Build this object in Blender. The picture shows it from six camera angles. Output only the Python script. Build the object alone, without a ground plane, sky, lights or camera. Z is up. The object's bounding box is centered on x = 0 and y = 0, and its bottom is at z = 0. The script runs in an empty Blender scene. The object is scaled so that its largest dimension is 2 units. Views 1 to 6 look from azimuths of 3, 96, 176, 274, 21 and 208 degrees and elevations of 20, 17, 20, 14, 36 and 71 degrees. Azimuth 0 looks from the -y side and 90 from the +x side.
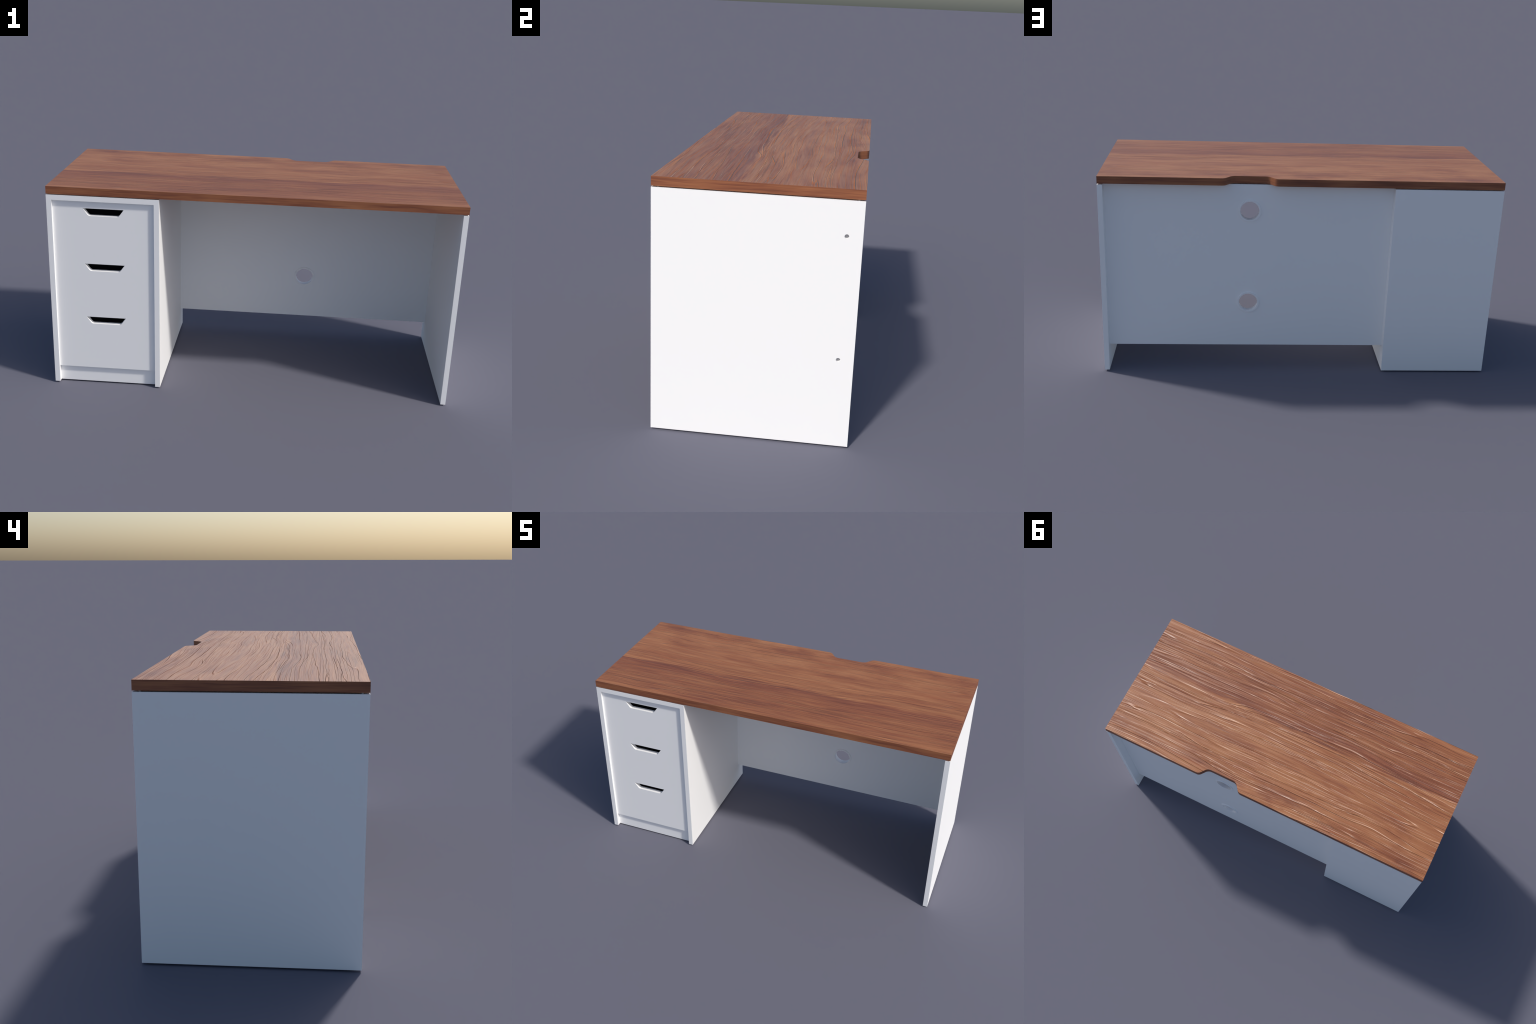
"""Writing desk: oiled-wood top on white boards, drawer pedestal on one side."""
import bpy, bmesh, math
from mathutils import Vector, Matrix

# ------------------------------------------------------------------ sizes (m)
HALF_W, HALF_D = 1.0, 0.4            # desk outline
BOARD = 0.025                        # white board thickness
FOOT = 0.005                         # glide / spacer height
Z0 = FOOT                            # underside of the boards
Z1 = 1.0050                          # top of the boards
TOP_Z0, TOP_Z1 = Z1 + FOOT, 1.0469  # wooden top
PED_X0, PED_X1 = -HALF_W, -0.456     # pedestal outline
DOOR_RECESS, KICK_RECESS = 0.0125, 0.0250
DOOR_Z0 = 0.0903
MOD_Y0, MOD_Y1, MOD_Z0 = 0.325, 0.350, 0.130   # modesty panel
HOLE_X = (PED_X1 + HALF_W - BOARD) / 2          # middle of the knee space
HOLE_ZS = (0.869, 0.375)


# ------------------------------------------------------------------ node helper
class Graph:
    def __init__(self, name):
        self.mat = bpy.data.materials.new(name)
        self.mat.use_nodes = True
        self.nt = self.mat.node_tree
        self.nt.nodes.clear()

    def node(self, kind, **props):
        n = self.nt.nodes.new(kind)
        ins = props.pop("ins", {})
        for k, v in props.items():
            setattr(n, k, v)
        for k, v in ins.items():
            self.feed(n.inputs[k], v)
        return n

    def feed(self, socket, v):
        if isinstance(v, bpy.types.NodeSocket):
            self.nt.links.new(v, socket)
        else:
            socket.default_value = v

    def math(self, op, a, b=0.0, c=0.0, clamp=False):
        n = self.node("ShaderNodeMath", operation=op, use_clamp=clamp)
        for i, v in enumerate((a, b, c)):
            self.feed(n.inputs[i], v)
        return n.outputs[0]

    def combine(self, x, y, z):
        return self.node("ShaderNodeCombineXYZ", ins={0: x, 1: y, 2: z}).outputs[0]

    def noise(self, vec, scale=1.0, detail=2.0, rough=0.5, dist=0.0):
        return self.node("ShaderNodeTexNoise", ins={"Vector": vec, "Scale": scale, "Detail": detail,
                                                    "Roughness": rough, "Distortion": dist}).outputs[0]

    def ramp(self, fac, stops, interp="LINEAR"):
        n = self.node("ShaderNodeValToRGB")
        n.color_ramp.interpolation = interp
        el = n.color_ramp.elements
        while len(el) < len(stops):
            el.new(0.5)
        for e, (p, c) in zip(el, stops):
            e.position = p
            e.color = (*c, 1) if len(c) == 3 else c
        self.feed(n.inputs[0], fac)
        return n.outputs[0]

    def mix(self, fac, a, b, mode="MIX"):
        n = self.node("ShaderNodeMix", data_type="RGBA", blend_type=mode)
        self.feed(n.inputs[0], fac)
        for i, v in ((6, a), (7, b)):
            self.feed(n.inputs[i], (*v, 1) if isinstance(v, tuple) and len(v) == 3 else v)
        return n.outputs[2]

    def finish(self, **ins):
        b = self.node("ShaderNodeBsdfPrincipled", ins={k.replace("_", " "): v for k, v in ins.items()})
        o = self.node("ShaderNodeOutputMaterial")
        self.nt.links.new(b.outputs[0], o.inputs[0])
        return self.mat


def white_board():
    g = Graph("white_board")
    co = g.node("ShaderNodeTexCoord").outputs["Object"]
    n = g.noise(co, 3.0, 3.0)
    col = g.ramp(n, [(0.3, (0.996, 0.996, 0.996)), (0.7, (1.0, 1.0, 1.0))])
    return g.finish(Base_Color=col, Roughness=1.0, Specular_IOR_Level=0.25)


def plain(name, rgb, rough=0.5, spec=0.5):
    g = Graph(name)
    co = g.node("ShaderNodeTexCoord").outputs["Object"]
    n = g.noise(co, 40.0, 2.0)
    col = g.mix(n, tuple(c * 0.92 for c in rgb), tuple(min(1, c * 1.08) for c in rgb))
    return g.finish(Base_Color=col, Roughness=rough, Specular_IOR_Level=spec)


# wood colours (linear)
W_LIGHT = (0.435, 0.184, 0.080)
W_MID = (0.345, 0.128, 0.054)
W_DEEP = (0.240, 0.077, 0.036)
W_DARK = (0.140, 0.046, 0.024)


RIDGE, FINE, SMALL, BIG = 2.7, 0.30, 0.85, 2.4     # relief, mm


def wood_face():
    """Top face: grain along x, contour-like growth lines, one deep red streak."""
    g = Graph("wood_top_face")
    co = g.node("ShaderNodeTexCoord").outputs["Object"]
    sep = g.node("ShaderNodeSeparateXYZ", ins={0: co})
    x, y = sep.outputs[0], sep.outputs[1]

    # --- growth field: long nested rings round a heart in the back half, bent by slow noise
    warp1 = g.noise(g.combine(g.math("MULTIPLY", x, 0.9), g.math("MULTIPLY", y, 2.6), 3.7), 1.0, 1.0, 0.4)
    warp2 = g.noise(g.combine(g.math("MULTIPLY", x, 2.6), g.math("MULTIPLY", y, 12.0), 9.1), 1.0, 1.0, 0.5)
    amp = g.node("ShaderNodeMapRange", ins={0: y, 1: -0.35, 2: 0.12, 3: 0.05, 4: 0.14}).outputs[0]
    yy = g.math("MULTIPLY_ADD", g.math("SUBTRACT", warp1, 0.5), amp, y)
    yy = g.math("MULTIPLY_ADD", g.math("SUBTRACT", warp2, 0.5), 0.024, yy)
    for kx, ky, rx, ry, a in ((-0.62, 0.22, 0.22, 0.05, 0.035), (0.45, -0.06, 0.14, 0.030, -0.018),
                              (0.25, -0.21, 0.13, 0.028, 0.020), (-0.35, -0.12, 0.16, 0.03, 0.016)):
        dx = g.math("DIVIDE", g.math("SUBTRACT", x, kx), rx)
        dy = g.math("DIVIDE", g.math("SUBTRACT", y, ky), ry)
        r2 = g.math("ADD", g.math("MULTIPLY", dx, dx), g.math("MULTIPLY", dy, dy))
        yy = g.math("MULTIPLY_ADD", g.math("EXPONENT", g.math("MULTIPLY", r2, -1.0)), a, yy)
    hy = g.math("SUBTRACT", yy, 0.12)
    hx = g.math("MULTIPLY", g.math("SUBTRACT", x, 0.05), 1 / 22.0)
    field = g.math("SQRT", g.math("ADD", g.math("MULTIPLY", hx, hx), g.math("MULTIPLY", hy, hy)))

    # --- growth lines: thin grooves at irregular steps of the field, broken along x
    def grooves(freq, width, seed, lo, hi):
        jit = g.noise(g.combine(g.math("MULTIPLY", field, freq * 0.45), g.math("MULTIPLY", x, 0.5), seed), 1.0, 2.0, 0.6)
        phase = g.math("MULTIPLY_ADD", jit, 3.2, g.math("MULTIPLY", field, freq))
        tri = g.math("ABSOLUTE", g.math("SUBTRACT", g.math("FRACT", phase), 0.5))
        line = g.node("ShaderNodeMapRange", interpolation_type="SMOOTHSTEP",
                      ins={0: tri, 1: 0.0, 2: width, 3: 1.0, 4: 0.0}).outputs[0]
        pres = g.noise(g.combine(g.math("MULTIPLY", x, 1.7), g.math("MULTIPLY", field, freq * 0.8), seed + 5.0), 1.0, 2.0)
        pres = g.node("ShaderNodeMapRange", interpolation_type="SMOOTHSTEP",
                      ins={0: pres, 1: lo, 2: hi, 3: 0.0, 4: 1.0}).outputs[0]
        return g.math("MULTIPLY", line, pres)

    def line_set():
        """Straight hairlines in the quarter-sawn front strip and along the back edge."""
        v = g.math("MULTIPLY_ADD", g.math("SUBTRACT", warp1, 0.5), 0.05, y)
        jit = g.noise(g.combine(g.math("MULTIPLY", v, 30.0), g.math("MULTIPLY", x, 0.8), 31.0), 1.0, 2.0, 0.6)
        tri = g.math("ABSOLUTE", g.math("SUBTRACT", g.math("FRACT", g.math("MULTIPLY_ADD", jit, 3.0, g.math("MULTIPLY", v, 62.0))), 0.5))
        line = g.node("ShaderNodeMapRange", interpolation_type="SMOOTHSTEP",
                      ins={0: tri, 1: 0.0, 2: 0.11, 3: 1.0, 4: 0.0}).outputs[0]
        pres = g.noise(g.combine(g.math("MULTIPLY", x, 0.9), g.math("MULTIPLY", v, 26.0), 33.0), 1.0, 1.0)
        pres = g.node("ShaderNodeMapRange", interpolation_type="SMOOTHSTEP",
                      ins={0: pres, 1: 0.38, 2: 0.62, 3: 0.0, 4: 1.0}).outputs[0]
        where = g.node("ShaderNodeMapRange", interpolation_type="SMOOTHSTEP",
                       ins={0: g.math("ABSOLUTE", g.math("SUBTRACT", y, 0.12)), 1: 0.03, 2: 0.16, 3: 0.35, 4: 1.0}).outputs[0]
        return g.math("MULTIPLY", g.math("MULTIPLY", line, pres), where)

    big = grooves(24.0, 0.060, 1.0, 0.30, 0.62)
    deep = grooves(13.0, 0.045, 21.0, 0.50, 0.66)
    small = grooves(75.0, 0.16, 12.0, 0.44, 0.68)
    small = g.math("MULTIPLY", small, g.node("ShaderNodeMapRange", ins={0: y, 1: -0.15, 2: 0.10, 3: 1.0, 4: 0.75}).outputs[0])
    big = g.math("MULTIPLY_ADD", deep, 0.9, big)
    calm = g.node("ShaderNodeMapRange", interpolation_type="SMOOTHSTEP",
                  ins={0: field, 1: 0.005, 2: 0.06, 3: 0.35, 4: 1.0}).outputs[0]
    big = g.math("MULTIPLY", big, calm)
    small = g.math("MULTIPLY", small, calm)
    lines = g.math("MULTIPLY", line_set(), 1.0)
    big = g.math("MULTIPLY_ADD", lines, 0.55, big)
    ridges = g.noise(g.combine(g.math("MULTIPLY", field, 40.0), g.math("MULTIPLY", x, 1.2), 0.0), 1.0, 2.0, 0.5)
    fine = g.noise(g.combine(g.math("MULTIPLY", field, 230.0), g.math("MULTIPLY", x, 5.0), 4.0), 1.0, 2.0, 0.5)
    height = g.math("MULTIPLY", ridges, RIDGE)
    height = g.math("MULTIPLY_ADD", fine, FINE, height)
    height = g.math("MULTIPLY_ADD", small, -SMALL, height)
    height = g.math("MULTIPLY_ADD", big, -BIG, height)
    bump = g.node("ShaderNodeBump", ins={"Strength": 1.0, "Distance": 0.001, "Height": height}).outputs[0]
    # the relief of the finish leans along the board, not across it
    nrm = g.node("ShaderNodeSeparateXYZ", ins={0: bump})
    bump = g.combine(nrm.outputs[1], nrm.outputs[0], nrm.outputs[2])

    # --- colour: broad cloudy bands along the grain, streaks, the red band
    cloud = g.noise(g.combine(g.math("MULTIPLY", x, 1.6), g.math("MULTIPLY", field, 13.0), g.math("MULTIPLY", yy, 3.0)), 1.0, 3.0, 0.55)
    streak = g.noise(g.combine(g.math("MULTIPLY", x, 4.0), g.math("MULTIPLY", g.math("MULTIPLY_ADD", y, -0.5, g.math("MULTIPLY", field, 0.5)), 80.0), g.math("MULTIPLY", yy, 9.0)), 1.0, 3.0, 0.6)
    fibre = g.noise(g.combine(g.math("MULTIPLY", x, 14.0), g.math("MULTIPLY", y, 420.0), 5.0), 1.0, 2.0, 0.6)
    thin = g.noise(g.combine(g.math("MULTIPLY", x, 3.6), g.math("MULTIPLY", yy, 250.0), 6.0), 1.0, 2.0, 0.55)
    tone = g.math("MULTIPLY_ADD", streak, 0.60, g.math("MULTIPLY", cloud, 0.40))
    tone = g.math("MULTIPLY_ADD", g.math("SUBTRACT", fibre, 0.5), 0.20, tone)
    tone = g.math("MULTIPLY_ADD", g.math("SUBTRACT", thin, 0.5), 0.36, tone)
    # deep band near y = -0.11 with a sharp back edge and a soft front edge; the front third is redder
    wav = g.noise(g.combine(g.math("MULTIPLY", x, 1.8), 0.0, 8.0), 1.0, 1.0)
    band_y = g.math("MULTIPLY_ADD", g.math("SUBTRACT", wav, 0.5), 0.09, y)
    band_y = g.math("MULTIPLY_ADD", g.math("SUBTRACT", streak, 0.5), 0.10, band_y)
    back_edge = g.node("ShaderNodeMapRange", interpolation_type="SMOOTHSTEP",
                       ins={0: band_y, 1: -0.095, 2: -0.055, 3: 1.0, 4: 0.0}).outputs[0]
    front_edge = g.node("ShaderNodeMapRange", interpolation_type="SMOOTHSTEP",
                        ins={0: band_y, 1: -0.20, 2: -0.10, 3: 0.40, 4: 1.0}).outputs[0]
    edge_fade = g.node("ShaderNodeMapRange", interpolation_type="SMOOTHSTEP",
                       ins={0: y, 1: -0.40, 2: -0.33, 3: 0.3, 4: 1.0}).outputs[0]
    band = g.math("MULTIPLY", g.math("MULTIPLY", back_edge, front_edge), edge_fade)
    back_band = g.node("ShaderNodeMapRange", interpolation_type="SMOOTHSTEP",
                       ins={0: g.math("ABSOLUTE", g.math("SUBTRACT", band_y, 0.335)), 1: 0.0, 2: 0.045,
                            3: 0.45, 4: 0.0}).outputs[0]
    tone = g.math("MULTIPLY_ADD", g.math("ADD", band, back_band), -0.15, tone)
    col = g.ramp(tone, [(0.18, W_DARK), (0.32, W_DEEP), (0.47, W_MID), (0.64, W_LIGHT)])
    col = g.mix(g.math("MULTIPLY", band, 0.30), col, (0.220, 0.066, 0.040))
    # warmer and redder flecks lying along the fibres
    fleck = g.noise(g.combine(g.math("MULTIPLY", x, 3.2), g.math("MULTIPLY", yy, 80.0), 41.0), 1.0, 3.0, 0.6)
    red = g.node("ShaderNodeMapRange", ins={0: fleck, 1: 0.52, 2: 0.72, 3: 0.0, 4: 0.55}).outputs[0]
    col = g.mix(red, col, (0.330, 0.098, 0.040))
    warm = g.node("ShaderNodeMapRange", ins={0: fleck, 1: 0.28, 2: 0.46, 3: 0.30, 4: 0.0}).outputs[0]
    col = g.mix(warm, col, (0.420, 0.185, 0.082), "MIX")
    rough = g.math("MULTIPLY_ADD", fleck, 0.10, 0.33)
    return g.finish(Base_Color=col, Roughness=rough, Normal=bump)


def wood_edge(name, along_x):
    """Edges of the wooden top: long calm streaks parallel to the edge."""
    g = Graph(name)
    co = g.node("ShaderNodeTexCoord").outputs["Object"]
    sep = g.node("ShaderNodeSeparateXYZ", ins={0: co})
    run, off = (sep.outputs[0], sep.outputs[1]) if along_x else (sep.outputs[1], sep.outputs[0])
    z = sep.outputs[2]
    wob = g.noise(g.combine(g.math("MULTIPLY", run, 3.0), g.math("MULTIPLY", z, 12.0), off), 1.0, 1.0)
    zz = g.math("MULTIPLY_ADD", g.math("SUBTRACT", wob, 0.5), 0.02, z)
    streak = g.noise(g.combine(g.math("MULTIPLY", run, 4.5), g.math("MULTIPLY", zz, 120.0), off), 1.0, 3.0, 0.6)
    cloud = g.noise(g.combine(g.math("MULTIPLY", run, 3.0), g.math("MULTIPLY", zz, 20.0), 7.0), 1.0, 2.0)
    tone = g.math("MULTIPLY_ADD", streak, 0.6, g.math("MULTIPLY", cloud, 0.4))
    col = g.ramp(tone, [(0.30, W_DARK), (0.44, W_DEEP), (0.57, W_MID), (0.80, W_LIGHT)])
    bump = g.node("ShaderNodeBump", ins={"Strength": 0.5, "Distance": 0.0006, "Height": streak}).outputs[0]
    return g.finish(Base_Color=col, Roughness=0.5, Normal=bump)


WHITE = white_board()
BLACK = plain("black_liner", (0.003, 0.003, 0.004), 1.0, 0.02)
HOLE_SHADE = plain("hole_shade_grey", (0.44, 0.44, 0.48), 0.5)
PLASTIC = plain("grey_plastic", (0.55, 0.55, 0.56), 0.45)
FACE, EDGE_X, EDGE_Y = wood_face(), wood_edge("wood_long_edge", True), wood_edge("wood_end_edge", False)


# ------------------------------------------------------------------ geometry helpers
DESK = bpy.data.objects.new("writing_desk", None)
bpy.context.scene.collection.objects.link(DESK)
DESK["label"] = "white desk with brown wooden top and drawer pedestal"
DESK["category"] = "desk"


def add(name, mesh, parent=DESK, mats=(WHITE,), smooth=False):
    for m in mats:
        mesh.materials.append(m)
    if smooth:
        for p in mesh.polygons:
            p.use_smooth = True
    ob = bpy.data.objects.new(name, mesh)
    bpy.context.scene.collection.objects.link(ob)
    ob.parent = parent
    return ob


def board(name, x0, x1, y0, y1, z0, z1, parent=DESK, mat=WHITE):
    bm = bmesh.new()
    bmesh.ops.create_cube(bm, size=1.0)
    for v in bm.verts:
        v.co = Vector((x0 if v.co.x < 0 else x1, y0 if v.co.y < 0 else y1, z0 if v.co.z < 0 else z1))
    me = bpy.data.meshes.new(name)
    bm.to_mesh(me)
    bm.free()
    return add(name, me, parent, (mat,))


def fillet(points, radii, seg=10):
    """Round the corners of a closed 2D outline."""
    out, n = [], len(points)
    for i, (p, r) in enumerate(zip(points, radii)):
        p = Vector(p)
        a, b = Vector(points[i - 1]) - p, Vector(points[(i + 1) % n]) - p
        if r <= 0:
            out.append(p)
            continue
        a.normalize(), b.normalize()
        half = math.acos(max(-1, min(1, a.dot(b)))) / 2
        d = r / math.tan(half)
        c = p + (a + b).normalized() * (r / math.sin(half))
        s, e = p + a * d - c, p + b * d - c
        ang = math.atan2(s.x * e.y - s.y * e.x, s.dot(e))
        for k in range(seg + 1):
            t = ang * k / seg
            out.append(c + Vector((s.x * math.cos(t) - s.y * math.sin(t), s.x * math.sin(t) + s.y * math.cos(t))))
    return out


def circle(cx, cy, r, n=64):
    return [Vector((cx + r * math.cos(math.tau * k / n), cy + r * math.sin(math.tau * k / n))) for k in range(n)]


def rect(x0, x1, y0, y1):
    return [Vector((x0, y0)), Vector((x1, y0)), Vector((x1, y1)), Vector((x0, y1))]


def plate(name, outline, holes, thick, place):
    """Flat plate with holes; place maps (u, v, w) to world, w from 0 to thick."""
    cu = bpy.data.curves.new(name, "CURVE")
    cu.dimensions, cu.fill_mode, cu.extrude = "2D", "BOTH", thick / 2
    for loop in [outline] + holes:
        s = cu.splines.new("POLY")
        s.points.add(len(loop) - 1)
        for pt, p in zip(s.points, loop):
            pt.co = (p.x, p.y, 0, 1)
        s.use_cyclic_u = True
    tmp = bpy.data.objects.new(name + "_helper", cu)
    bpy.context.scene.collection.objects.link(tmp)
    dg = bpy.context.evaluated_depsgraph_get()
    me = bpy.data.meshes.new_from_object(tmp.evaluated_get(dg))
    bpy.data.objects.remove(tmp)
    bpy.data.curves.remove(cu)
    me.materials.clear()
    bm = bmesh.new()
    bm.from_mesh(me)
    bmesh.ops.remove_doubles(bm, verts=bm.verts, dist=1e-5)
    for v in bm.verts:
        v.co = Vector(place(v.co.x, v.co.y, v.co.z + thick / 2))
    bmesh.ops.recalc_face_normals(bm, faces=bm.faces)
    for f in bm.faces:
        f.smooth = False
    bm.to_mesh(me)
    bm.free()
    me.name = name
    return me


def lathe(profile, n=48):
    """Closed profile of (radius, height) turned round z."""
    verts, faces, m = [], [], len(profile)
    for k in range(n):
        a = math.tau * k / n
        verts += [(r * math.cos(a), r * math.sin(a), h) for r, h in profile]
    for k in range(n):
        for j in range(m):
            a, b = k * m + j, k * m + (j + 1) % m
            c, d = ((k + 1) % n) * m + (j + 1) % m, ((k + 1) % n) * m + j
            faces.append((a, d, c, b))
    me = bpy.data.meshes.new("turned")
    me.from_pydata(verts, [], faces)
    bm = bmesh.new()
    bm.from_mesh(me)
    bmesh.ops.recalc_face_normals(bm, faces=bm.faces)
    bm.to_mesh(me)
    bm.free()
    return me


# ------------------------------------------------------------------ wooden top
NOTCH_Y, NOTCH_IN, NOTCH_OUT = 0.351, 0.0900, 0.1265
outline = fillet(
    [(-HALF_W, -HALF_D), (HALF_W, -HALF_D), (HALF_W, HALF_D), (HOLE_X + NOTCH_OUT, HALF_D),
     (HOLE_X + NOTCH_IN, NOTCH_Y), (HOLE_X - NOTCH_IN, NOTCH_Y), (HOLE_X - NOTCH_OUT, HALF_D), (-HALF_W, HALF_D)],
    [0, 0, 0, 0.032, 0.040, 0.040, 0.032, 0], 14)
me = plate("tabletop", outline, [], TOP_Z1 - TOP_Z0, lambda u, v, w: (u, v, TOP_Z0 + w))
top = add("tabletop", me, mats=(FACE, EDGE_X, EDGE_Y))
for p in me.polygons:
    nx, ny, nz = p.normal
    p.material_index = 0 if abs(nz) > 0.7 else (2 if abs(nx) > 0.99 else 1)

# ------------------------------------------------------------------ right-hand leg with two bolt holes
leg_holes = [circle(0.3395, z - 0.0004, 0.0085, 32) for z in HOLE_ZS]
me = plate("side_panel", rect(-HALF_D, HALF_D, Z0, Z1), leg_holes, BOARD,
           lambda u, v, w: (HALF_W - BOARD + w, u, v))
leg = add("side_panel", me)
bolt = lathe([(0.0001, 0.0), (0.0082, 0.0), (0.0082, 0.0085), (0.0076, 0.0095), (0.0001, 0.0095)], 32)  # grey disc modelled to darken the hole floor, where the sun misses it
bolt.transform(Matrix.Rotation(math.radians(90), 4, "Y"))
bolt.name = "hole_shade_disc"
bolt.materials.append(HOLE_SHADE)
for z in HOLE_ZS:
    ob = bpy.data.objects.new("hole_shade_disc", bolt)
    bpy.context.scene.collection.objects.link(ob)
    ob.location = (HALF_W - BOARD + 0.0005, 0.3395, z - 0.0004)
    ob.parent = leg

# ------------------------------------------------------------------ modesty panel with two cable grommets
me = plate("back_panel", rect(PED_X1, HALF_W - BOARD, MOD_Z0, Z1),
           [circle(HOLE_X, z, 0.0520) for z in HOLE_ZS], MOD_Y1 - MOD_Y0,
           lambda u, v, w: (u, MOD_Y0 + w, v))
modesty = add("back_panel", me)
H = (MOD_Y1 - MOD_Y0) / 2
lip = 0.0050
flange = [(0.0475, lip - 0.0006), (0.0481, lip), (0.0562, lip), (0.0570, lip - 0.0008), (0.0570, 0.0002)]
ring = [(r, -H - h) for r, h in flange] + [(0.0522, -H - 0.0002), (0.0522, H + 0.0002)] + [(r, H + h) for r, h in reversed(flange)]
ring_me = lathe(ring, 96)
ring_me.transform(Matrix.Rotation(math.radians(90), 4, "X"))
ring_me.name = "cable_grommet"
ring_me.materials.append(WHITE)
for z in HOLE_ZS:
    ob = bpy.data.objects.new("cable_grommet", ring_me)
    bpy.context.scene.collection.objects.link(ob)
    ob.location = (HOLE_X, (MOD_Y0 + MOD_Y1) / 2, z)
    ob.parent = modesty

# ------------------------------------------------------------------ pedestal
bpy.context.view_layer.update()
ped = board("pedestal_side", PED_X0, PED_X0 + BOARD, -HALF_D, HALF_D - BOARD, Z0, Z1)
board("pedestal_side", PED_X1 - BOARD, PED_X1, -HALF_D, HALF_D - BOARD, Z0, Z1)
board("pedestal_top", PED_X0 + BOARD, PED_X1 - BOARD, -HALF_D, HALF_D - BOARD, Z1 - BOARD, Z1)
board("pedestal_back", PED_X0, PED_X1, HALF_D - BOARD, HALF_D, Z0, Z1)
board("pedestal_floor", PED_X0 + BOARD, PED_X1 - BOARD, -HALF_D + KICK_RECESS, HALF_D - BOARD,
      DOOR_Z0 + 0.001, DOOR_Z0 + BOARD)
board("plinth", PED_X0 + BOARD, PED_X1 - BOARD, -HALF_D + KICK_RECESS, -HALF_D + KICK_RECESS + BOARD, Z0, DOOR_Z0 + 0.001)

PED_CX = (PED_X0 + PED_X1) / 2
slots = []
for zt in (0.9425, 0.6585, 0.3740):
    slots.append(fillet([(PED_CX - 0.0995, zt), (PED_CX - 0.0725, zt - 0.0375), (PED_CX + 0.0725, zt - 0.0375),
                         (PED_CX + 0.0995, zt)], [0, 0.017, 0.017, 0], 8))
Y_DOOR = -HALF_D + DOOR_RECESS
me = plate("drawer_front", rect(PED_X0 + BOARD, PED_X1 - BOARD, DOOR_Z0, Z1 - BOARD), slots, BOARD,
           lambda u, v, w: (u, Y_DOOR + w, v))
front = add("drawer_front", me)
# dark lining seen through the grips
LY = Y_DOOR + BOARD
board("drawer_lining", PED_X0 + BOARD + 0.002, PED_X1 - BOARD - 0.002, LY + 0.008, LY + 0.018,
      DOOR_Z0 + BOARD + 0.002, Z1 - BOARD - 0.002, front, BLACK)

# ------------------------------------------------------------------ glides under the boards, spacers on top
disc = lathe([(0.0001, 0.0), (0.0036, 0.0), (0.0040, 0.0005), (0.0040, FOOT), (0.0001, FOOT)], 20)
disc.name = "glide"
disc.materials.append(PLASTIC)
XS = (PED_X0 + BOARD / 2, PED_X1 - BOARD / 2, HALF_W - BOARD / 2)
for name, z in (("glide", 0.0), ("spacer", Z1)):
    for x in XS:
        for y in (-0.375, 0.375):
            ob = bpy.data.objects.new(name, disc)
            bpy.context.scene.collection.objects.link(ob)
            ob.location = (x, y, z)
            ob.parent = DESK
bpy.context.view_layer.update()
